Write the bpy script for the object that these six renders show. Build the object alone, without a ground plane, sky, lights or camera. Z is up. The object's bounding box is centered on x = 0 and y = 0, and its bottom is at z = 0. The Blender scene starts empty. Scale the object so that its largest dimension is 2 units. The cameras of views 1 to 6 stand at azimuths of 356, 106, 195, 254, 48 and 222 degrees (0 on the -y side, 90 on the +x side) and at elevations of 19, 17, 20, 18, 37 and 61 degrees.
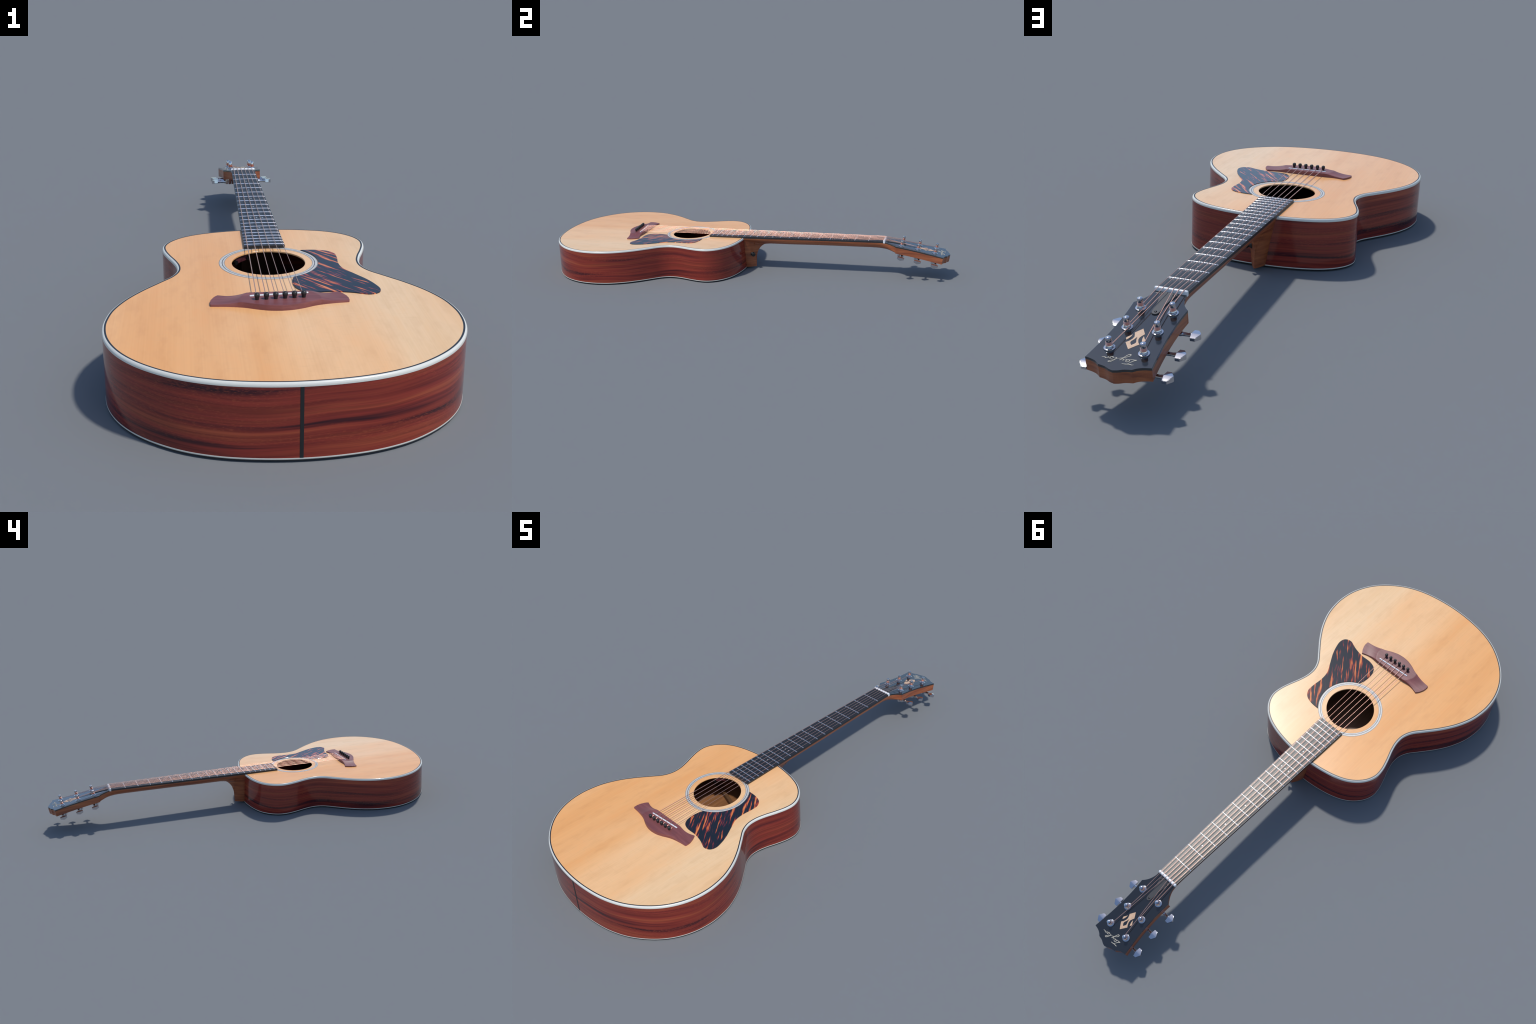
# Acoustic steel-string guitar lying on its back. Metres, neck along +y.
import bpy, bmesh, math
from math import sin, cos, pi, atan, sqrt
from mathutils import Matrix, Vector

# ------------------------------------------------------------------ helpers
def lerp(a, b, t): return a + (b - a) * t
def clamp(v, a=0.0, b=1.0): return max(a, min(b, v))

def interp(pts, x):
    """smooth (monotone-ish cubic) interpolation through (x, y) control points"""
    if x <= pts[0][0]: return pts[0][1]
    if x >= pts[-1][0]: return pts[-1][1]
    n = len(pts)
    d = [(pts[i+1][1]-pts[i][1])/(pts[i+1][0]-pts[i][0]) for i in range(n-1)]
    m = [d[0]] + [0.0 if d[i-1]*d[i] <= 0 else 2*d[i-1]*d[i]/(d[i-1]+d[i]) for i in range(1, n-1)] + [d[-1]]
    for i in range(n-1):
        x0, y0 = pts[i]; x1, y1 = pts[i+1]
        if x <= x1:
            h = x1-x0; t = (x-x0)/h
            return (y0*(1+2*t)*(1-t)**2 + m[i]*h*t*(1-t)**2 + y1*t*t*(3-2*t) + m[i+1]*h*t*t*(t-1))

def catmull(pts, per=10, closed=False):
    n = len(pts); out = []
    segs = n if closed else n-1
    def P(i):
        if closed: return pts[i % n]
        return pts[max(0, min(n-1, i))]
    for i in range(segs):
        p0, p1, p2, p3 = P(i-1), P(i), P(i+1), P(i+2)
        # centripetal parameterisation
        def dist(a, b): return max(1e-9, sqrt(sum((u-v)**2 for u, v in zip(a, b)))**0.5)
        t0 = 0; t1 = dist(p0, p1); t2 = t1+dist(p1, p2); t3 = t2+dist(p2, p3)
        for k in range(per):
            t = t1 + (t2-t1)*k/per
            def L(a, b, ta, tb): return tuple(u*(tb-t)/(tb-ta)+v*(t-ta)/(tb-ta) for u, v in zip(a, b))
            A1 = L(p0, p1, t0, t1) if t1 > 1e-6 else p1
            A2 = L(p1, p2, t1, t2); A3 = L(p2, p3, t2, t3) if t3-t2 > 1e-6 else p2
            B1 = L(A1, A2, t0, t2); B2 = L(A2, A3, t1, t3)
            out.append(L(B1, B2, t1, t2))
    if not closed: out.append(tuple(pts[-1]))
    return out

def resample(pts, n):
    """closed 2D loop, n points evenly spaced along it"""
    N = len(pts); cum = [0.0]
    for i in range(N):
        a, b = pts[i], pts[(i+1) % N]
        cum.append(cum[-1]+math.hypot(b[0]-a[0], b[1]-a[1]))
    out = []; j = 0
    for k in range(n):
        s = cum[-1]*k/n
        while cum[j+1] < s: j += 1
        t = (s-cum[j])/(cum[j+1]-cum[j]); a, b = pts[j], pts[(j+1) % N]
        out.append((lerp(a[0], b[0], t), lerp(a[1], b[1], t)))
    return out

def new_object(name, mesh, mat, parent=None, smooth=None):
    ob = bpy.data.objects.new(name, mesh)
    bpy.context.scene.collection.objects.link(ob)
    if mat and not mesh.materials: mesh.materials.append(mat)
    if parent: ob.parent = parent
    if smooth is not None:
        mesh.shade_smooth()
        mesh.set_sharp_from_angle(angle=math.radians(smooth))
    return ob

def flat_tops(ob, normal=(0, 0, 1)):
    """plane upper and lower faces keep their own normal, only the rounded edge is smooth"""
    n = Vector(normal)
    for p in ob.data.polygons:
        if abs(p.normal.dot(n)) > .995: p.use_smooth = False
    sharp = [False]*len(ob.data.edges)
    flat_keys = {}
    for p in ob.data.polygons:
        for k in p.edge_keys: flat_keys.setdefault(k, []).append(p.use_smooth)
    for e in ob.data.edges:
        u = flat_keys.get(tuple(sorted(e.vertices)), [])
        if len(u) == 2 and u[0] != u[1]: e.use_edge_sharp = True
    return ob

def mesh_from(verts, faces, name='m', recalc=True):
    me = bpy.data.meshes.new(name)
    me.from_pydata(verts, [], faces); me.validate()
    if recalc:
        bm = bmesh.new(); bm.from_mesh(me)
        bmesh.ops.remove_doubles(bm, verts=bm.verts, dist=1e-7)
        bmesh.ops.recalc_face_normals(bm, faces=bm.faces)
        bm.to_mesh(me); bm.free()
    return me

def prism(outline, top, bottom, bevel=0.0, segs=2, holes=None):
    """extrude a 2D outline between two surfaces given as functions (x, y) -> point"""
    bm = bmesh.new()
    loops = [outline] + (holes or [])
    if not holes:
        tv = [bm.verts.new(top(x, y)) for x, y in outline]
        bv = [bm.verts.new(bottom(x, y)) for x, y in outline]
        tf = bm.faces.new(tv); bm.faces.new(list(reversed(bv)))
        n = len(tv)
        for i in range(n): bm.faces.new((tv[i], bv[i], bv[(i+1) % n], tv[(i+1) % n]))
        bmesh.ops.recalc_face_normals(bm, faces=bm.faces)
        if bevel:
            bmesh.ops.bevel(bm, geom=list(tf.edges), offset=bevel, segments=segs, profile=0.5, affect='EDGES', clamp_overlap=True)
    else:
        es = []
        for lp in loops:
            vs = [bm.verts.new(top(x, y)) for x, y in lp]
            es += [bm.edges.new((vs[i], vs[(i+1) % len(vs)])) for i in range(len(vs))]
        bmesh.ops.triangle_fill(bm, use_beauty=True, use_dissolve=False, edges=es)
        ret = bmesh.ops.extrude_face_region(bm, geom=list(bm.faces))
        off = Vector(bottom(0, 0.8))-Vector(top(0, 0.8))
        for v in [g for g in ret['geom'] if isinstance(g, bmesh.types.BMVert)]: v.co += off
        bmesh.ops.recalc_face_normals(bm, faces=bm.faces)
    bmesh.ops.triangulate(bm, faces=[f for f in bm.faces if len(f.verts) > 4])
    me = bpy.data.meshes.new('prism'); bm.to_mesh(me); bm.free()
    return me

def revolve(profile, n=32, axis_pts=True):
    """profile: (r, z) list -> mesh of revolution about z"""
    verts = []; faces = []; rows = []
    for r, z in profile:
        if r < 1e-6:
            rows.append([len(verts)]); verts.append((0, 0, z))
        else:
            rows.append(list(range(len(verts), len(verts)+n)))
            verts += [(r*cos(2*pi*i/n), r*sin(2*pi*i/n), z) for i in range(n)]
    for a, b in zip(rows[:-1], rows[1:]):
        for i in range(n):
            j = (i+1) % n
            if len(a) == 1 and len(b) == 1: continue
            if len(a) == 1: faces.append((a[0], b[i], b[j]))
            elif len(b) == 1: faces.append((a[i], b[0], a[j]))
            else: faces.append((a[i], b[i], b[j], a[j]))
    if len(rows[0]) > 1: faces.append(tuple(rows[0]))
    if len(rows[-1]) > 1: faces.append(tuple(rows[-1]))
    return mesh_from(verts, faces)

def tube(path, radius, n=8, flat=1.0):
    """round tube along a 3D polyline; flat squashes it along world-z"""
    verts = []; faces = []; P = [Vector(p) for p in path]; m = len(P)
    rr = radius if callable(radius) else (lambda t: radius)
    for i, p in enumerate(P):
        d = (P[min(i+1, m-1)]-P[max(i-1, 0)]).normalized()
        side = d.cross(Vector((0, 0, 1)))
        if side.length < 1e-4: side = Vector((1, 0, 0))
        side.normalize(); up = side.cross(d)
        r = rr(i/(m-1))
        for k in range(n):
            a = 2*pi*k/n
            verts.append(p+side*cos(a)*r+up*sin(a)*r*flat)
    for i in range(m-1):
        for k in range(n):
            l = (k+1) % n
            faces.append((i*n+k, i*n+l, (i+1)*n+l, (i+1)*n+k))
    faces.append(tuple(range(n))); faces.append(tuple(range((m-1)*n, m*n)))
    return mesh_from(verts, faces)

# ------------------------------------------------------------------ materials
def new_mat(name):
    m = bpy.data.materials.new(name); m.use_nodes = True
    nt = m.node_tree; b = nt.nodes['Principled BSDF']
    return m, nt, b

def plain(name, col, rough=0.4, metal=0.0, coat=0.0, spec=0.5, var=0.0, scale=300):
    m, nt, b = new_mat(name)
    b.inputs['Base Color'].default_value = (*col, 1)
    b.inputs['Roughness'].default_value = rough
    b.inputs['Metallic'].default_value = metal
    b.inputs['Coat Weight'].default_value = coat
    b.inputs['Coat Roughness'].default_value = 0.08
    b.inputs['Specular IOR Level'].default_value = spec
    if var:
        tc = nt.nodes.new('ShaderNodeTexCoord'); no = nt.nodes.new('ShaderNodeTexNoise')
        no.inputs['Scale'].default_value = scale
        nt.links.new(tc.outputs['Object'], no.inputs['Vector'])
        rp = nt.nodes.new('ShaderNodeValToRGB')
        rp.color_ramp.elements[0].color = (*[c*(1-var) for c in col], 1)
        rp.color_ramp.elements[1].color = (*[min(1, c*(1+var)) for c in col], 1)
        rp.color_ramp.elements[0].position = .3; rp.color_ramp.elements[1].position = .7
        nt.links.new(no.outputs['Fac'], rp.inputs['Fac'])
        nt.links.new(rp.outputs['Color'], b.inputs['Base Color'])
    return m

class G:
    """small node-graph builder"""
    def __init__(s, nt):
        s.nt = nt; s.tc = nt.nodes.new('ShaderNodeTexCoord')
    def link(s, a, b): s.nt.links.new(a, b)
    def mapping(s, scale=(1, 1, 1), rot=(0, 0, 0), loc=(0, 0, 0), src=None):
        n = s.nt.nodes.new('ShaderNodeMapping')
        n.inputs['Scale'].default_value = scale; n.inputs['Rotation'].default_value = rot
        n.inputs['Location'].default_value = loc
        s.link(src or s.tc.outputs['Object'], n.inputs['Vector']); return n.outputs['Vector']
    def noise(s, vec, scale=1.0, detail=3.0, rough=0.5, dist=0.0):
        n = s.nt.nodes.new('ShaderNodeTexNoise')
        n.inputs['Scale'].default_value = scale; n.inputs['Detail'].default_value = detail
        n.inputs['Roughness'].default_value = rough; n.inputs['Distortion'].default_value = dist
        s.link(vec, n.inputs['Vector']); return n.outputs['Fac']
    def ramp(s, fac, stops):
        n = s.nt.nodes.new('ShaderNodeValToRGB'); cr = n.color_ramp
        while len(cr.elements) < len(stops): cr.elements.new(0.5)
        for e, (p, c) in zip(cr.elements, stops):
            e.position = p
            e.color = (*c, 1) if not isinstance(c, (int, float)) else (c, c, c, 1)
        s.link(fac, n.inputs['Fac']); return n.outputs['Color']
    def mix(s, a, b, fac, mode='MIX'):
        n = s.nt.nodes.new('ShaderNodeMix'); n.data_type = 'RGBA'; n.blend_type = mode
        for v, k in ((fac, 0), (a, 6), (b, 7)):
            if hasattr(v, 'is_output'): s.link(v, n.inputs[k])
            elif isinstance(v, (int, float)): n.inputs[k].default_value = v
            else: n.inputs[k].default_value = (*v, 1)
        return n.outputs[2]
    def math(s, op, a, b=None):
        n = s.nt.nodes.new('ShaderNodeMath'); n.operation = op
        for i, v in enumerate((a, b)):
            if v is None: continue
            if hasattr(v, 'is_output'): s.link(v, n.inputs[i])
            else: n.inputs[i].default_value = v
        return n.outputs[0]
    def warp(s, amount, scale):
        """object coordinates pushed about by slow noise"""
        no = s.nt.nodes.new('ShaderNodeTexNoise'); no.inputs['Scale'].default_value = scale
        no.inputs['Detail'].default_value = 1.0
        s.link(s.tc.outputs['Object'], no.inputs['Vector'])
        sub = s.nt.nodes.new('ShaderNodeVectorMath'); sub.operation = 'SUBTRACT'
        s.link(no.outputs['Color'], sub.inputs[0]); sub.inputs[1].default_value = (.5, .5, .5)
        mul = s.nt.nodes.new('ShaderNodeVectorMath'); mul.operation = 'MULTIPLY'
        s.link(sub.outputs[0], mul.inputs[0]); mul.inputs[1].default_value = amount
        add = s.nt.nodes.new('ShaderNodeVectorMath'); add.operation = 'ADD'
        s.link(s.tc.outputs['Object'], add.inputs[0]); s.link(mul.outputs[0], add.inputs[1])
        return add.outputs[0]
    def bump(s, bsdf, fac, strength, dist=0.001):
        n = s.nt.nodes.new('ShaderNodeBump'); n.inputs['Strength'].default_value = strength
        n.inputs['Distance'].default_value = dist
        s.link(fac, n.inputs['Height']); s.link(n.outputs['Normal'], bsdf.inputs['Normal'])

def spruce():
    m, nt, b = new_mat('spruce_top'); g = G(nt)
    # colour drifts across x: honey on the bass side, paler straw on the treble side
    xyz = nt.nodes.new('ShaderNodeSeparateXYZ'); nt.links.new(g.tc.outputs['Object'], xyz.inputs[0])
    broad = g.noise(g.mapping((5.0, 1.1, 1)), 1.0, 2.0, .5)
    t = g.math('ADD', g.math('MULTIPLY', xyz.outputs['X'], 0.75), broad)
    base = g.ramp(t, [(.22, (.86, .430, .165)), (.45, (.885, .480, .210)), (.62, (.90, .53, .26)), (.85, (.88, .585, .325))])
    # annual rings along y
    ring = g.noise(g.mapping((210, 1.2, 1)), 1.0, 2.0, .6)
    c = g.mix(base, g.ramp(ring, [(.3, (.95, .92, .88)), (.62, (1.0, 1.0, 1.0))]), .6, 'MULTIPLY')
    # wide warm bands along the grain
    band = g.noise(g.mapping((11, 1.3, 1), rot=(0, 0, .06), loc=(.37, .2, 0)), 1.0, 3.0, .55)
    c = g.mix(c, g.ramp(band, [(.35, (.93, .84, .73)), (.6, (1.0, 1.0, 1.0))]), .45, 'MULTIPLY')
    # silk: faint cross-grain flecks
    fleck = g.noise(g.mapping((28, 170, 1), rot=(0, 0, .25)), 1.0, 3.0, .6)
    patch = g.noise(g.mapping((7, 4, 1), loc=(2, 1, 0)), 1.0, 1.0, .5)
    fm = g.math('MULTIPLY', g.ramp(fleck, [(.56, 0.0), (.70, 1.0)]), g.ramp(patch, [(.45, 0.0), (.62, 1.0)]))
    c = g.mix(c, (.66, .38, .19), g.math('MULTIPLY', fm, .16))
    # soft mottling: pinkish and greyish smudges in the finish
    mot = g.noise(g.mapping((26, 9, 1), rot=(0, 0, .15), loc=(4, 3, 0)), 1.0, 4.0, .62)
    c = g.mix(c, g.ramp(mot, [(.32, (.90, .86, .83)), (.5, (1, 1, 1)), (.68, (1.03, .97, .92))]), .55, 'MULTIPLY')
    nt.links.new(c, b.inputs['Base Color'])
    b.inputs['Roughness'].default_value = .24
    b.inputs['Specular IOR Level'].default_value = .36
    return m

def red_wood(name, dark, mid, light, zs=42, gloss=.12):
    """ribbon-striped tropical wood; stripes run horizontally round the ribs"""
    m, nt, b = new_mat(name); g = G(nt)
    w = g.warp((0, 0, .035), 3.2)
    s1 = g.noise(g.mapping((1.15, 1.15, zs), src=w), 1.0, 3.5, .6)
    s2 = g.noise(g.mapping((2.6, 2.6, zs*5.5), src=w, loc=(3, 1, 7)), 1.0, 2.0, .6)
    c = g.ramp(s1, [(.36, dark), (.43, tuple(lerp(a, b_, .55) for a, b_ in zip(dark, mid))), (.49, mid), (.56, tuple(lerp(a, b_, .25) for a, b_ in zip(mid, light))), (.68, light)])
    c = g.mix(c, g.ramp(s2, [(.34, (.55, .50, .52)), (.64, (1.18, 1.18, 1.12))]), .65, 'MULTIPLY')
    pore = g.noise(g.mapping((110, 110, 520), src=w), 1.0, 2.0, .6)
    where = g.noise(g.mapping((2, 2, 30), src=w, loc=(9, 4, 2)), 1.0, 2.0, .5)
    c = g.mix(c, light, g.math('MULTIPLY', g.math('MULTIPLY', g.ramp(pore, [(.52, 0.0), (.66, 1.0)]), g.ramp(where, [(.45, 0.0), (.6, 1.0)])), .40))
    nt.links.new(c, b.inputs['Base Color'])
    b.inputs['Roughness'].default_value = gloss
    b.inputs['Specular IOR Level'].default_value = .5
    return m

def neck_wood(name, dark, mid, light):
    m, nt, b = new_mat(name); g = G(nt)
    w = g.warp((.02, 0, .02), 5.0)
    s = g.noise(g.mapping((16, 3.0, 95), src=w), 1.0, 3.0, .55)
    c = g.ramp(s, [(.30, dark), (.5, mid), (.72, light)])
    f = g.noise(g.mapping((420, 10, 420), src=w), 1.0, 2.0, .6)
    c = g.mix(c, g.ramp(f, [(.35, (.80, .76, .74)), (.65, (1.06, 1.05, 1.04))]), .5, 'MULTIPLY')
    nt.links.new(c, b.inputs['Base Color'])
    b.inputs['Roughness'].default_value = .42
    b.inputs['Coat Weight'].default_value = .25; b.inputs['Coat Roughness'].default_value = .2
    return m

def tortoiseshell():
    m, nt, b = new_mat('tortoiseshell_plastic'); g = G(nt)
    ang = math.atan2(-.80, .60)         # streak direction on the plate
    w = g.warp((.006, .006, 0), 22.0)
    r = g.mapping((1, 1, 1), rot=(0, 0, -ang), src=w)
    a = g.noise(g.mapping((7.5, 105, 1), src=r), 1.0, 3.0, .6)
    gate = g.noise(g.mapping((20, 30, 1), src=r, loc=(5, 2, 0)), 1.0, 1.0, .5)
    v = g.math('ADD', a, g.math('MULTIPLY', g.math('SUBTRACT', gate, .5), .30))
    c = g.ramp(v, [(.515, (.012, .016, .024)), (.555, (.06, .014, .03)), (.595, (.36, .048, .022)), (.65, (.72, .20, .05)), (.78, (.85, .34, .12))])
    nt.links.new(c, b.inputs['Base Color'])
    b.inputs['Roughness'].default_value = .14
    return m

def rosewood_bridge():
    m, nt, b = new_mat('bridge_rosewood'); g = G(nt)
    s = g.noise(g.mapping((5, 70, 70)), 1.0, 3.0, .6)
    c = g.ramp(s, [(.3, (.16, .046, .045)), (.55, (.22, .068, .066)), (.75, (.28, .098, .090))])
    nt.links.new(c, b.inputs['Base Color']); b.inputs['Roughness'].default_value = .45
    return m

def ebony():
    m, nt, b = new_mat('ebony_board'); g = G(nt)
    s = g.noise(g.mapping((380, 14, 380)), 1.0, 3.0, .6)
    c = g.ramp(s, [(.3, (.010, .011, .013)), (.7, (.022, .024, .028))])
    nt.links.new(c, b.inputs['Base Color']); b.inputs['Roughness'].default_value = .40
    b.inputs['Specular IOR Level'].default_value = .6
    return m

M_TOP = spruce()
M_SIDE = red_wood('sapele_ribs', (.040, .007, .012), (.235, .029, .0195), (.34, .070, .030), 34)
M_BACK = red_wood('sapele_back', (.044, .008, .012), (.245, .030, .0185), (.35, .072, .028), 34)
M_INSIDE = neck_wood('bare_inside_wood', (.20, .085, .035), (.30, .14, .06), (.38, .19, .09))
M_BRACE = plain('brace_wood', (.13, .065, .030), .6)
M_BLOCK = plain('shaded_block', (.06, .032, .016), .6)  # wood colour darkened to paint in the gloom inside the sound hole
M_NECK = neck_wood('neck_mahogany', (.185, .045, .018), (.315, .086, .030), (.43, .135, .046))
M_BINDING = plain('cream_binding', (.72, .70, .63), .28, coat=.4)
M_BACKBIND = plain('aged_binding', (.62, .60, .54), .35)
M_PURFLE = plain('dark_purfling', (.018, .020, .024), .4)
M_STRIP = plain('black_strip', (.014, .015, .016), .4)
M_ROSE_W = plain('pearl_inlay', (.62, .60, .555), .35, var=.10, scale=90)
M_ROSE_D = plain('grey_inlay', (.09, .092, .10), .4)
M_ROSE_G = plain('ash_inlay', (.26, .235, .21), .4)
M_GUARD = tortoiseshell()
M_BRIDGE = rosewood_bridge()
M_PIN = plain('black_pin', (.020, .018, .018), .42)
M_BONE = plain('bone_white', (.78, .80, .82), .22, coat=.3)
M_EBONY = ebony()
M_VENEER = plain('ebony_veneer', (.010, .012, .015), .16, coat=.8)
M_FRET = plain('nickel_fret', (.82, .82, .85), .28, metal=1.0)
M_DOT = plain('pearl_dot', (.42, .44, .47), .25)
M_CHROME = plain('polished_chrome', (.60, .595, .62), .06, metal=1.0)
M_STRING = plain('bronze_string', (.82, .46, .35), .32, metal=1.0)
M_COVER = plain('grey_cover', (.055, .055, .057), .34)
M_SCREW = plain('black_screw', (.012, .012, .012), .3)
M_LOGO = plain('peach_inlay', (.64, .42, .27), .35, var=.10, scale=120)
M_SCRIPT = plain('shell_script', (.46, .42, .34), .35, var=.25, scale=260)
M_RUBBER = plain('black_plastic', (.008, .008, .009), .35)
M_KNOBRED = plain('dark_red_plastic', (.10, .025, .03), .35)

# ------------------------------------------------------------------ measurements
TOP = .1663                       # height of the soundboard
HOLE = (0.0, -.311); R_HOLE = .0945
HALF = [(0, -1.0), (.085, -.9942), (.160, -.9788), (.228, -.9508), (.287, -.9095), (.330, -.865), (.361, -.8155),
        (.382, -.757), (.3895, -.695), (.3865, -.650), (.377, -.603), (.352, -.542), (.317, -.485),
        (.276, -.431), (.247, -.392), (.234, -.357), (.2335, -.320), (.243, -.280), (.259, -.235),
        (.2715, -.190), (.2735, -.152), (.261, -.115), (.234, -.081), (.199, -.056), (.155, -.0385),
        (.105, -.027), (.055, -.0205), (0, -.0185)]
HALF = [(x*lerp(1.0145, 1.002, clamp((y+.45)/.25)), y) for x, y in HALF]
loop = HALF + [(-x, y) for x, y in reversed(HALF[1:-1])]
OUT = resample(catmull(loop, 14, closed=True), 480)
NO = len(OUT)
def inward(i):
    a, b = OUT[i-1], OUT[(i+1) % NO]
    dx, dy = b[0]-a[0], b[1]-a[1]; l = math.hypot(dx, dy)
    return (-dy/l, dx/l)          # loop runs counter-clockwise
NRM = [inward(i) for i in range(NO)]
def inset(d): return [(p[0]+n[0]*d, p[1]+n[1]*d) for p, n in zip(OUT, NRM)]

def sweep(profile, closed=True):
    """carry an (inset, z) profile round the body outline"""
    verts = []; faces = []; m = len(profile)
    for d, z in profile: verts += [(x, y, z) for x, y in inset(d)]
    for j in range(m if closed else m-1):
        a, b = j*NO, ((j+1) % m)*NO
        for i in range(NO):
            k = (i+1) % NO
            faces.append((a+i, a+k, b+k, b+i))
    return mesh_from(verts, faces)

# fretboard geometry
SCALE_LEN = 1.259; NUT_Y = .680; FB_END = -.198
def fret_y(n): return NUT_Y-SCALE_LEN*(1-2**(-n/12))
def fb_half(y): return lerp(.0405, .0550, (NUT_Y-y)/(NUT_Y-FB_END))
def fb_edge(y): return lerp(.1768, .1742, (NUT_Y-y)/(NUT_Y-FB_END))
def fb_low(y): return lerp(.1690, .1650, clamp((NUT_Y-y)/(NUT_Y-FB_END)))
def fb_top(x, y): return fb_edge(y)+.0008*(1-(x/fb_half(y))**2)

# headstock plane
HA, HB = .3024, -.1884
TILT = atan(HB)
HN = Vector((0, -HB, 1)).normalized()
def face(x, y, h=0.0): return Vector((x, y, HA+HB*y))+HN*h

# ------------------------------------------------------------------ the guitar
guitar = bpy.data.objects.new('acoustic_guitar', None)
bpy.context.scene.collection.objects.link(guitar)
guitar['label'] = 'six-string acoustic guitar, pale spruce top, red-brown sides, black fretboard'
guitar['category'] = 'acoustic guitar'

# ---- ribs
ribs = new_object('side_panel', sweep([(.0, .1582), (.0, .0066), (.0055, .0066), (.0055, .1582)]), M_SIDE, guitar, 40)
# ---- tail strip
strip_pts = [p for p in catmull([(-.0036, -1.0006), (0, -1.0007), (.0036, -1.0006)], 4)]
sv = []; 
for x, y in strip_pts: sv += [(x, y, .1575), (x, y, .0070), (x, y+.004, .0070), (x, y+.004, .1575)]
sf = []
for i in range(len(strip_pts)-1):
    for k in range(4):
        l = (k+1) % 4; sf.append((i*4+k, i*4+l, i*4+4+l, i*4+4+k))
sf += [(0, 1, 2, 3), tuple(range(len(sv)-4, len(sv)))]
new_object('tail_strip', mesh_from(sv, sf), M_STRIP, ribs, 40)

# ---- binding and purfling
new_object('binding', sweep([(-.0003, TOP-.0085), (-.0004, TOP-.0062), (-.0001, TOP-.0043), (.0006, TOP-.0026), (.0016, TOP-.0012),
                             (.0028, TOP-.0003), (.0038, TOP+.0002), (.0045, TOP+.0003), (.0045, TOP-.0085)]), M_BINDING, guitar, 60)
new_object('purfling', sweep([(.0045, TOP-.0085), (.0045, TOP+.00025), (.0086, TOP+.0002), (.0086, TOP-.0085)]), M_PURFLE, guitar, 40)
new_object('back_binding', sweep([(-.0003, .0068), (-.0005, .0058), (-.0005, .0044), (-.0002, .0035), (.0045, .0035), (.0045, .0068)]), M_BACKBIND, guitar, 60)

new_object('back_edge', sweep([(.0000, .0036), (-.0001, .0018), (.0006, .0006), (.0020, .0002), (.0070, .0002), (.0070, .0036)]), M_PURFLE, guitar, 60)
# ---- back, gently arched
cx, cy = 0.0, -.47
def rings(levels):
    vs = []
    for kind, v, z in levels:
        base = inset(v) if kind == 'in' else [(cx+(x-cx)*v, cy+(y-cy)*v) for x, y in inset(.03)]
        vs.append([(x, y, z) for x, y in base])
    return vs
def stack(rs, cap_first=False, cap_last=False):
    verts = []; faces = []
    for r in rs: verts += r
    for j in range(len(rs)-1):
        for i in range(NO):
            k = (i+1) % NO; faces.append((j*NO+i, j*NO+k, (j+1)*NO+k, (j+1)*NO+i))
    if cap_first: faces.append(tuple(range(NO)))
    if cap_last: faces.append(tuple(range((len(rs)-1)*NO, len(rs)*NO)))
    return mesh_from(verts, faces)
back = new_object('back_panel', stack(rings([('sc', .1, .0068), ('sc', 1, .0072), ('in', .0072, .0072), ('in', .0072, .0003),
        ('in', .012, .0002), ('in', .03, .00015), ('sc', .85, .0001), ('sc', .6, .00005), ('sc', .3, 0.0), ('sc', .1, 0.0)]), True, True), M_BACK, guitar, 50)
# inner face of the back shows bare wood through the sound hole
new_object('back_lining', stack(rings([('in', .0056, .0076), ('in', .0056, .0082), ('sc', .6, .0082), ('sc', .1, .0082)]), True, True), M_INSIDE, back, 40)
def bar(x0, x1, y0, y1, z0, z1, name, mat, parent, bev=.002):
    bm = bmesh.new(); bmesh.ops.create_cube(bm, size=1.0)
    for v in bm.verts:
        v.co = Vector((lerp(x0, x1, v.co.x+.5), lerp(y0, y1, v.co.y+.5), lerp(z0, z1, v.co.z+.5)))
    if bev: bmesh.ops.bevel(bm, geom=list(bm.edges), offset=bev, segments=2, affect='EDGES', clamp_overlap=True)
    me = bpy.data.meshes.new(name); bm.to_mesh(me); bm.free()
    return new_object(name, me, mat, parent, 40)
for y, a in ((-.78, 0), (-.545, 0), (-.225, -.33)):
    hw = .85*min(abs(p[0]) for p in OUT if abs(p[1]-y) < .01)
    ob = bar(-hw, hw, -.007, .007, .0080, .032, 'brace', M_BRACE, back)
    ob.data.transform(Matrix.Translation((0, y, 0)) @ Matrix.Rotation(a, 4, 'Z'))
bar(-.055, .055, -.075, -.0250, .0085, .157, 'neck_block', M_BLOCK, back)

# ---- soundboard with its round hole
hx, hy = HOLE
rim = inset(.0086)
circ = []
for x, y in rim:
    a = math.atan2(y-hy, x-hx); circ.append((hx+cos(a), hy+sin(a), a))
def ring_at(f, z): # f = 0 at hole .. 1 at rim
    out = []
    for (x, y), (_, _, a) in zip(rim, circ):
        px, py = hx+R_HOLE*cos(a), hy+R_HOLE*sin(a)
        out.append((lerp(px, x, f), lerp(py, y, f), z))
    return out
def hole_ring(r, z): return [(hx+r*cos(a), hy+r*sin(a), z) for _, _, a in circ]
rs = [ring_at(1, .1582), ring_at(1, TOP), ring_at(.5, TOP), hole_ring(.1300, TOP), hole_ring(R_HOLE+.0008, TOP), hole_ring(R_HOLE, TOP-.0008),
      hole_ring(R_HOLE, TOP-.0040), ring_at(.5, TOP-.0040), ring_at(1, TOP-.0060), ring_at(1, .1582)]
board = new_object('soundboard', stack(rs), M_TOP, guitar, 40)
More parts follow.
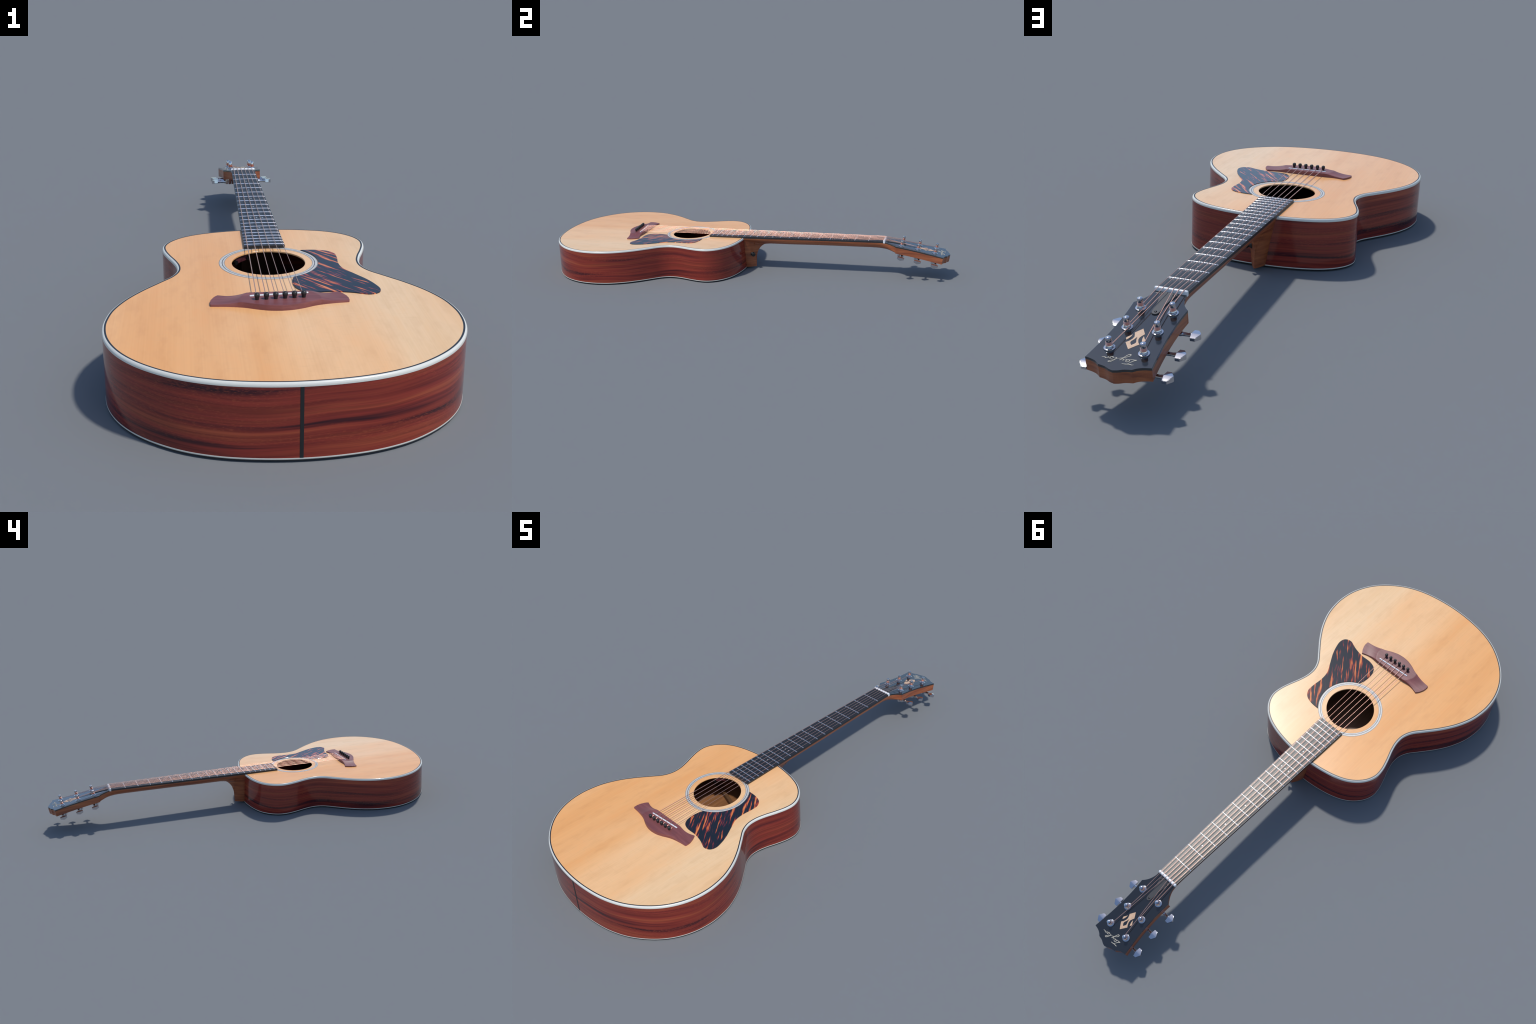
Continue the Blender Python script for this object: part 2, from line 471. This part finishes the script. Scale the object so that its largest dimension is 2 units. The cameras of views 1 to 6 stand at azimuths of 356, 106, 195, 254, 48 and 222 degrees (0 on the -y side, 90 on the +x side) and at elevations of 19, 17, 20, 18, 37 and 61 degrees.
# rosette
def annulus(r0, r1, z1, n=160):
    prof = [(r0, TOP-.001), (r0, z1), (r1, z1), (r1, TOP-.001)]
    v = []; f = []
    for i in range(n):
        a = 2*pi*i/n
        v += [(hx+r*cos(a), hy+r*sin(a), z) for r, z in prof]
    for i in range(n):
        j = (i+1) % n
        for k in range(4):
            l = (k+1) % 4; f.append((i*4+k, i*4+l, j*4+l, j*4+k))
    return mesh_from(v, f)
for r0, r1, mt in ((.1128, .1143, M_ROSE_G), (.1143, .1162, M_ROSE_W), (.1162, .1166, M_ROSE_G), (.1166, .1181, M_ROSE_W), (.1181, .1204, M_ROSE_D), (.1204, .1228, M_ROSE_W), (.1228, .1232, M_ROSE_G), (.1232, .1258, M_ROSE_W), (.1258, .1278, M_ROSE_G)):
    new_object('rosette_ring', annulus(r0, r1, TOP+.00035), mt, board, 40)

# pickup control under the rim of the hole
def oriented_box(c, ang, sx, sy, sz, name, mat, parent):
    ob = bar(-sx, sx, -sy, sy, -sz, sz, name, mat, parent, .002)
    ob.data.transform(Matrix.Translation(c) @ Matrix.Rotation(ang, 4, 'Z')); return ob
ctl = oriented_box((-.071, -.229, .1500), math.radians(48), .027, .010, .0072, 'pickup_control', M_KNOBRED, board)
for t in (-.026, .026):
    a = math.radians(48)
    me = revolve([(0, -.006), (.0062, -.006), (.0062, .006), (0, .006)], 20)
    me.transform(Matrix.Translation((-.066+t*cos(a), -.2355+t*sin(a), .1490)) @ Matrix.Rotation(a, 4, 'Z') @ Matrix.Rotation(pi/2, 4, 'X'))
    new_object('control_wheel', me, M_RUBBER, ctl, 40)

# ---- pickguard
arc0 = math.atan2(-.4275-hy, .051); arc1 = math.atan2(-.2235-hy, .0945)
arc = [(hx+.1286*cos(lerp(arc0, arc1, i/24)), hy+.1286*sin(lerp(arc0, arc1, i/24))) for i in range(25)]
side = [arc[-1], (.1315, -.2255), (.1630, -.2370), (.1795, -.2590), (.1815, -.2920), (.1775, -.338), (.1825, -.377), (.2035, -.4187),
        (.2285, -.466), (.2415, -.5025), (.2465, -.531), (.2410, -.5505), (.229, -.560), (.2125, -.5625), (.1975, -.557),
        (.178, -.5485), (.1345, -.5385), (.087, -.5370), (.0605, -.526), (.0465, -.5016), (.0435, -.4655), arc[0]]
guard_line = arc[1:-1] + catmull(side, 7)
flat_tops(new_object('pickguard', prism(guard_line, lambda x, y: (x, y, TOP+.0022), lambda x, y: (x, y, TOP-.001), .0006, 2), M_GUARD, guitar, 35))

# ---- bridge
BT, BL = .1795, .1718
up_edge = [(0, -.5555), (.06, -.5555), (.10, -.5575), (.122, -.5550), (.150, -.5470)]
low_edge = [(0, -.6435), (.02, -.6415), (.047, -.6330), (.075, -.6195), (.092, -.6140), (.122, -.6085), (.150, -.6055)]
tip = [(0, .1415), (.3, .1520), (.7, .1595), (.92, .1600), (1, .1580)]
arc_w = [(-.640, .080), (-.616, .0905), (-.597, .0935), (-.579, .0880), (-.5605, .0765), (-.55, .068)]
NU, NV = 120, 24
bv = []; bf = []
def bridge_pt(i, j):
    u = -1+2*i/NU; v = j/NV
    x = u*interp(tip, v); xx = abs(u)*.150
    y = lerp(interp(up_edge, xx), interp(low_edge, xx), v)
    d = abs(x)-interp(arc_w, y)
    z = BT if d <= 0 else BL+(BT-BL)*(1-clamp(d/.055))**2.0
    return x, y, z
for i in range(NU+1):
    for j in range(NV+1): bv.append(bridge_pt(i, j))
base = len(bv)
border = [(i, 0) for i in range(NU)]+[(NU, j) for j in range(NV)]+[(i, NV) for i in range(NU, 0, -1)]+[(0, j) for j in range(NV, 0, -1)]
for i in range(NU):
    for j in range(NV):
        a = i*(NV+1)+j; bf.append((a, a+1, a+NV+2, a+NV+1))
bid = [i*(NV+1)+j for i, j in border]
for k in bid: bv.append((bv[k][0], bv[k][1], TOP-.001))
nb = len(bid)
for k in range(nb): bf.append((bid[k], bid[(k+1) % nb], base+(k+1) % nb, base+k))
bf.append(tuple(range(base, base+nb)))
bme = mesh_from(bv, bf)
bm = bmesh.new(); bm.from_mesh(bme)
rimv = {tuple(round(c, 6) for c in bv[k]) for k in bid}
edges = [e for e in bm.edges if all(tuple(round(c, 6) for c in v.co) in rimv for v in e.verts) and len(e.link_faces) == 2 and e.calc_face_angle(0) > .7]
bmesh.ops.bevel(bm, geom=edges, offset=.0011, segments=2, profile=.5, affect='EDGES', clamp_overlap=True)
bm.to_mesh(bme); bm.free()
bridge = new_object('bridge', bme, M_BRIDGE, guitar, 24)

# string lines over the saddle and pins
PIN_X = [lerp(-.0530, .0545, i/5) for i in range(6)]         # bass .. treble
PIN_Y = [lerp(-.6030, -.5975, i/5) for i in range(6)]
def saddle_y(x): return -.5756+.0700*x
# saddle: rounded blade
def rounded_bar(p0, p1, half_w, z0, z1, n=9, end_r=.6):
    d = Vector((p1[0]-p0[0], p1[1]-p0[1], 0)); L = d.length; d.normalize(); s = Vector((-d.y, d.x, 0))
    verts = []; faces = []; N = 24
    prof = [(-1, z0)] + [(-cos(pi*k/n), lerp(z1-half_w*.8, z1, sin(pi*k/n))) for k in range(n+1)] + [(1, z0)]
    for i in range(N+1):
        t = i/N; e = min(t, 1-t)*L
        q = 1.0 if e > half_w else sqrt(max(end_r, 1-(1-e/half_w)**2))
        p = Vector((p0[0], p0[1], 0))+d*L*t
        for w, z in prof: verts.append(p+s*w*half_w*q+Vector((0, 0, z if z == z0 else z-(1-q)*half_w*.5)))
    m = len(prof)
    for i in range(N):
        for k in range(m):
            l = (k+1) % m; faces.append((i*m+k, i*m+l, (i+1)*m+l, (i+1)*m+k))
    faces += [tuple(range(m)), tuple(range(N*m, (N+1)*m))]
    return mesh_from(verts, faces)
new_object('saddle', rounded_bar((-.0680, saddle_y(-.068)), (.0680, saddle_y(.068)), .0027, .175, .1822), M_BONE, bridge, 50)
pin_me = revolve([(0, -.004), (.0040, -.004), (.0046, .0020), (.0048, .0045), (.0057, .0070), (.0064, .0100), (.0064, .0125), (.0053, .0152), (.0030, .0166), (0, .0170)], 24)
pin_me.materials.append(M_PIN); pin_me.shade_smooth()
for x, y in zip(PIN_X, PIN_Y):
    o = new_object('bridge_pin', pin_me, None, bridge); o.location = (x, y, BT-.0005)

# ---- neck with heel: stations along y, columns from underside to top
W_EAR = [(.680, .0402), (.6905, .0405), (.703, .0412), (.7215, .0470), (.737, .0558), (.7495, .0672)]
Z_BOT = [(-.02, .132), (.20, .1325), (.34, .1345), (.50, .1355), (.62, .1358), (.66, .1348), (.69, .1325), (.71, .1307), (.73, .1290), (.7432, .1275), (.7495, .1264)]
P_EXP = [(-.02, 2.0), (.64, 2.0), (.69, 2.6), (.715, 5.0), (.735, 16.0), (.7495, 30.0)]
HEEL_Y = [(.0062, .0295), (.043, .0293), (.070, .0340), (.093, .0418), (.107, .0515), (.118, .0625), (.1240, .072), (.1285, .0840), (.1310, .1000), (.1322, .13)]
HEEL_W = [(.0062, .0215), (.08, .0330), (.13, .0420), (.165, .0500)]
WALL = -.0215
def neck_half(y): return fb_half(y)-.0004 if y < .68 else interp(W_EAR, y)
def neck_top(y): return fb_low(y)+.0008 if y < .684 else HA+HB*y-.0055
def heel_front(z): return interp(HEEL_Y, z)
def heel_half(y, z):
    s = (y-WALL)/(heel_front(z)-WALL)
    if s >= 1: return 0.0
    return interp(HEEL_W, z)*(1-max(0, s)**1.7)
def neck_hw(y, z):
    zt, zb, W, p = neck_top(y), interp(Z_BOT, y), neck_half(y), interp(P_EXP, y)
    t = (zt-z)/(zt-zb)
    a = W*(1-clamp(t)**p)**(1/p) if t < 1 else 0.0
    return max(a, heel_half(y, z)) if z < .160 else a
def neck_zmin(y):
    if y >= .13: return interp(Z_BOT, y)
    if y <= .0293: return .0062
    lo, hi = .043, interp(Z_BOT, y)
    for _ in range(40):
        md = (lo+hi)/2
        if heel_front(md) < y: lo = md
        else: hi = md
    return min(hi, interp(Z_BOT, y))
ys = [lerp(WALL, .0293, i/16) for i in range(17)]+[lerp(.0293, .13, i/40) for i in range(1, 41)]+[lerp(.13, .64, i/30) for i in range(1, 31)]+[lerp(.64, .7495, i/30) for i in range(1, 31)]
NC = 40; nv = []; nf = []
for y in ys:
    z0, z1 = neck_zmin(y), neck_top(y)
    col = []
    for k in range(NC+1):
        t = (k/NC)**1.6; z = lerp(z0, z1, t)
        col.append((neck_hw(y, z), z))
    if y > .0293: col[0] = (0.0, col[0][1])
    nv += [(-w, y, z) for w, z in reversed(col)] + [(w, y, z) for w, z in col]
m = 2*(NC+1)
for i in range(len(ys)-1):
    for k in range(m):
        l = (k+1) % m; nf.append((i*m+k, i*m+l, (i+1)*m+l, (i+1)*m+k))
nf += [tuple(range(m)), tuple(range((len(ys)-1)*m, len(ys)*m))]
nme = mesh_from(nv, nf, recalc=True)
neck = new_object('neck', nme, M_NECK, guitar, 38)
# strap button on the treble side of the heel
sb = revolve([(0, -.004), (.0105, -.004), (.0105, .0015), (.0080, .0030), (.0058, .0060), (.0056, .0100), (.0085, .0135), (.0098, .0150), (.0098, .0175), (.0070, .0190), (0, .0195)], 28)
q = Vector((.79, .56, -.05)).normalized().to_track_quat('Z', 'Y')
sb.transform(Matrix.Translation((.0172, .0140, .0765)) @ q.to_matrix().to_4x4())
new_object('strap_button', sb, M_RUBBER, neck, 40)

# ---- headstock
HS_SIDE = [(.0672, .7495), (.0652, .780), (.0643, .815), (.0652, .855), (.0680, .895), (.0715, .930), (.0768, .9715)]
HS_END = [(.0768, .9715), (.0600, .9750), (.0475, .9805), (.0385, .9880)]
HS_CROWN = [(.0385, .9880), (.0225, .9912), (.0100, .9972), (0, 1.0)]
EARS = [(.0405, .6905), (.0412, .703), (.0470, .7215), (.0558, .737), (.0672, .7495)]
right = catmull(HS_SIDE, 6)+catmull(HS_END, 5)[1:]+catmull(HS_CROWN, 5)[1:]
half_hs = right
hs_loop = half_hs+[(-x, y) for x, y in reversed(half_hs[:-1])]
headstock = flat_tops(new_object('headstock', prism(hs_loop, lambda x, y: face(x, y, -.0056), lambda x, y: face(x, y, -.0345), 0), M_NECK, guitar, 30), HN)
half_v = catmull(EARS, 6)+right[1:]
v_loop = half_v+[(-x, y) for x, y in reversed(half_v[:-1])]
flat_tops(new_object('headstock_veneer', prism(v_loop, lambda x, y: face(x*1.002, y, 0), lambda x, y: face(x*1.002, y, -.0058), .0008, 2), M_VENEER, headstock, 30), HN)

# truss-rod cover and screws
cov = [(.0, .6945), (.0170, .6945), (.0215, .6990), (.0190, .7110), (.0140, .7290), (.0110, .7480), (.0102, .7680), (.0092, .7790), (.0055, .7855), (0, .7870)]
cov_r = catmull(cov[1:], 6)
cov_loop = [cov[0]]+cov_r+[(-x, y) for x, y in reversed(cov_r[:-1])]
flat_tops(new_object('truss_rod_cover', prism(cov_loop, lambda x, y: face(x, y, .0028), lambda x, y: face(x, y, -.001), .0006, 2), M_COVER, headstock, 30), HN)
scr = revolve([(0, 0), (.0034, 0), (.0033, .0008), (.0023, .0016), (0, .0019)], 18)
scr.materials.append(M_SCREW); scr.shade_smooth()
ROT = Matrix.Rotation(TILT, 4, 'X')
for x, y in ((.0160, .7035), (-.0160, .7035), (0, .7775)):
    o = new_object('cover_screw', scr, None, headstock); o.matrix_local = Matrix.Translation(face(x, y, .0028)) @ ROT

# inlaid emblem: blade with a drop-shaped eye, and two side leaves
def face_prism(lp, h=.0005, holes=None):
    return prism(lp, lambda x, y: face(x, y, h), lambda x, y: face(x, y, -.0005), 0, 2, holes)
hm = [(0, .8440), (.0060, .8535), (.0122, .8630), (.0088, .8700), (.0060, .8775), (.0068, .8860), (.0108, .8950), (.0162, .9015), (.0085, .9120), (0, .9235)]
em = hm+[(-x, y) for x, y in reversed(hm[1:-1])]
he = [(0, .8765), (.0024, .8865), (.0062, .8955), (.0058, .9000), (0, .9085)]
eye = he+[(-x, y) for x, y in reversed(he[1:-1])]
new_object('emblem_inlay', face_prism(em, .0005, [eye]), M_LOGO, headstock, 30)
leaf = [(.0130, .8705), (.0180, .8780), (.0232, .8850), (.0188, .8925), (.0158, .8870), (.0136, .8795)]
for s in (1, -1):
    new_object('emblem_leaf', face_prism([(x*s, y) for x, y in leaf]), M_LOGO, headstock, 30)
# script lettering, drawn as pen strokes
strokes = [
    [(-.0350, .9708), (-.0320, .9725), (-.0250, .9716), (-.0174, .9730), (-.0091, .9738)],
    [(-.0205, .9722), (-.0250, .9650), (-.0300, .9585), (-.0345, .9548), (-.0290, .9552), (-.0200, .9556)],
    [(-.0130, .9640), (-.0170, .9655), (-.0205, .9620), (-.0195, .9575), (-.0150, .9590), (-.0125, .9640), (-.0140, .9580), (-.0090, .9570)],
    [(-.0065, .9640), (-.0075, .9590), (-.0035, .9585), (.0000, .9630)],
    [(.0010, .9640), (-.0025, .9560), (-.0067, .9470), (-.0110, .9400), (-.0150, .9400), (-.0150, .9445), (-.0085, .9510), (.0000, .9560), (.0070, .9590)],
    [(.0070, .9590), (.0130, .9640), (.0195, .9700), (.0222, .9735), (.0190, .9748), (.0150, .9710), (.0105, .9630), (.0100, .9570), (.0150, .9580)],
    [(.0225, .9630), (.0185, .9620), (.0170, .9580), (.0205, .9565), (.0240, .9595), (.0225, .9630), (.0275, .9620)],
    [(.0280, .9570), (.0300, .9630), (.0330, .9640), (.0350, .9615), (.0425, .9620)],
]
for st in strokes:
    line = catmull(st, 6)
    me = tube([face(x, y, .0002) for x, y in line], lambda t: .00055+.00065*sin(pi*clamp(t, .06, .94)), 8, .5)
    new_object('script_lettering', me, M_SCRIPT, headstock, 60)

# ---- fretboard
fv = []; ff = []; NX = 12; NY = 40
for i in range(NY+1):
    y = lerp(FB_END, NUT_Y+.0015, i/NY)
    row = [(lerp(-1, 1, k/NX)*fb_half(y)) for k in range(NX+1)]
    fv += [(x, y, fb_top(x, y)) for x in row]+[(row[-1], y, fb_low(y)), (row[0], y, fb_low(y))]
m = NX+3
for i in range(NY):
    for k in range(m):
        l = (k+1) % m; ff.append((i*m+k, i*m+l, (i+1)*m+l, (i+1)*m+k))
ff += [tuple(range(m)), tuple(range(NY*m, (NY+1)*m))]
board_fb = new_object('fretboard', mesh_from(fv, ff), M_EBONY, guitar, 35)
for n in range(1, 21):
    y = fret_y(n); W = fb_half(y)-.0003; prof = []
    v = []; f = []; K = 16; S = 6
    for i in range(K+1):
        x = lerp(-W, W, i/K); e = min(i, K-i)
        h = .0019 if e > 0 else .0010
        for k in range(S+1):
            a = pi*k/S
            v.append((x, y-.0017*cos(a), fb_top(x, y)-.0003+h*sin(a)))
    mm = S+1
    for i in range(K):
        for k in range(mm):
            l = (k+1) % mm; f.append((i*mm+k, i*mm+l, (i+1)*mm+l, (i+1)*mm+k))
    f += [tuple(range(mm)), tuple(range(K*mm, (K+1)*mm))]
    new_object('fret', mesh_from(v, f), M_FRET, board_fb, 50)
dot = revolve([(0, -.001), (.0027, -.001), (.0027, .0), (.0026, .0002), (0, .00025)], 20); dot.materials.append(M_DOT)
spots = [(0, n) for n in (3, 5, 7, 9, 15)]+[(x, 12) for x in (-.0175, 0, .0175)]
for x, n in spots:
    y = (fret_y(n)+fret_y(n-1))/2
    o = new_object('inlay_dot', dot, None, board_fb); o.location = (x, y, fb_top(x, y))
new_object('nut', rounded_bar((-.0416, .6855), (.0416, .6855), .0056, .168, .1820), M_BONE, board_fb, 50)

# ---- tuning machines
washer = revolve([(0, .0), (.0128, 0), (.0131, .0010), (.0128, .0022), (.0100, .0030), (0, .0030)], 40)
hexnut_profile = [(0, .0028), (.0098, .0028), (.0098, .0062), (.0088, .0072), (0, .0072)]
hexnut = revolve(hexnut_profile, 6)
post = revolve([(0, .007), (.0078, .007), (.0072, .0085), (.0066, .0095), (.0064, .017), (.0066, .0185), (.0068, .0265), (.0064, .0278), (.0045, .0290), (0, .0297)], 32)
wind = revolve([(.0060, .0088)]+[(.0064+(.0010 if k % 2 else .0003), .0090+.0011*k/2) for k in range(17)]+[(.0060, .0186)], 28)
def knob_mesh(s):
    hz, he, hy_ = .0075, .0042, .0168
    plan = [(0, -hy_), (.0118, -hy_), (.0210, 0), (.0118, hy_), (0, hy_)]
    def h(y): return lerp(hz, he, abs(y)/hy_)
    v = []; f = []
    ptsn = [(0, -hy_), (.0118, -hy_), (.0210, -.002), (.0210, .002), (.0118, hy_), (0, hy_), (-.0010, .002), (-.0010, -.002)]
    for x, y in ptsn: v.append((s*x, y, h(y)))
    for x, y in ptsn: v.append((s*x, y, -h(y)))
    t = [0, 1, 2, 7], [7, 2, 3, 6], [6, 3, 4, 5]
    for q in t: f.append(tuple(q)); f.append(tuple(8+k for k in reversed(q)))
    n = 8
    for k in range(n): f.append((k, (k+1) % n, 8+(k+1) % n, 8+k))
    me = mesh_from(v, f)
    bm = bmesh.new(); bm.from_mesh(me)
    bmesh.ops.bevel(bm, geom=[e for e in bm.edges if e.calc_face_angle(0) > .2], offset=.0007, segments=2, affect='EDGES', clamp_overlap=True)
    bm.to_mesh(me); bm.free(); return me
def shaft_mesh(s):
    me = revolve([(0, 0), (.0066, 0), (.0066, .012), (.0050, .016), (.0046, .030), (.0056, .034), (.0056, .040), (0, .040)], 24)
    me.transform(Matrix.Rotation(s*pi/2, 4, 'Y')); return me
def housing_mesh(s):
    bm = bmesh.new(); bmesh.ops.create_cube(bm, size=1.0)
    for v in bm.verts: v.co = Vector((v.co.x*.030, v.co.y*.030, v.co.z*.0185))
    bmesh.ops.bevel(bm, geom=[e for e in bm.edges if abs(e.verts[0].co.z-e.verts[1].co.z) > .01], offset=.010, segments=5, affect='EDGES', clamp_overlap=True)
    bmesh.ops.bevel(bm, geom=[e for e in bm.edges if e.calc_face_angle(0) > 1.0], offset=.002, segments=2, affect='EDGES', clamp_overlap=True)
    me = bpy.data.meshes.new('housing'); bm.to_mesh(me); bm.free(); return me
variants = {s: (knob_mesh(s), shaft_mesh(s), housing_mesh(s)) for s in (1, -1)}
for me, mt, ang in [(washer, M_CHROME, 40), (hexnut, M_CHROME, 25), (post, M_CHROME, 35), (wind, M_STRING, 60)]:
    me.materials.append(mt); me.shade_smooth(); me.set_sharp_from_angle(angle=math.radians(ang))
for s in variants:
    for me, ang in zip(variants[s], (15, 40, 40)):
        me.materials.append(M_CHROME); me.shade_smooth(); me.set_sharp_from_angle(angle=math.radians(ang))
POSTS = {1: [(.0400, .7702), (.0366, .8490), (.0402, .9297)], -1: [(-.0400, .7702), (-.0366, .8490), (-.0402, .9297)]}
KX = [.0882, .0842, .0878]       # where each button starts, from the centre line
for s in (1, -1):
    for k, (x, y) in enumerate(POSTS[s]):
        p = face(x, y, 0)
        M = Matrix.Translation(p) @ ROT
        holder = new_object('tuning_post', post, None, guitar); holder.matrix_local = M
        for nm, me in (('post_washer', washer), ('hex_nut', hexnut), ('string_winding', wind)):
            new_object(nm, me, None, holder)
        kn, sh, ho = variants[s]; ax = -.0440
        o = new_object('tuning_knob', kn, None, holder); o.location = (s*KX[k]-x, .0110, ax)
        o = new_object('knob_shaft', sh, None, holder); o.location = (s*(KX[k]-.0395)-x, .0110, ax)
        o = new_object('gear_housing', ho, None, holder); o.location = (s*.004, .0045, ax+.0005)

# ---- strings
GAUGE = [.00118, .00108, .00098, .00088, .00078, .00072]
NUT_X = [lerp(-.0326, .0326, i/5) for i in range(6)]
TARGET = [(-1, 0), (-1, 1), (-1, 2), (1, 2), (1, 1), (1, 0)]
for i in range(6):
    r = GAUGE[i]; px, py = PIN_X[i], PIN_Y[i]; nx = NUT_X[i]
    s, k = TARGET[i]; tx, ty = POSTS[s][k]
    sy = saddle_y(px)
    end = face(tx-s*.0066, ty-.001, .0118+.001*(2-k))
    path = [(px, py+.0042, BT-.001), (px, py+.0050, BT+.0006), (px, sy-.0022, .1820+r), (px, sy, .1824+r), (px, sy+.0025, .1824+r),
            (lerp(px, nx, .33), lerp(sy, .684, .33), .1818+r), (lerp(px, nx, .66), lerp(sy, .684, .66), .1819+r),
            (nx, .6830, .1820+r), (nx, .6860, .1820+r), (lerp(nx, end[0], .01), .6895, .1811+r), end]
    new_object('string', tube(path, r, 8), M_STRING, guitar, 60)

bpy.context.view_layer.update()
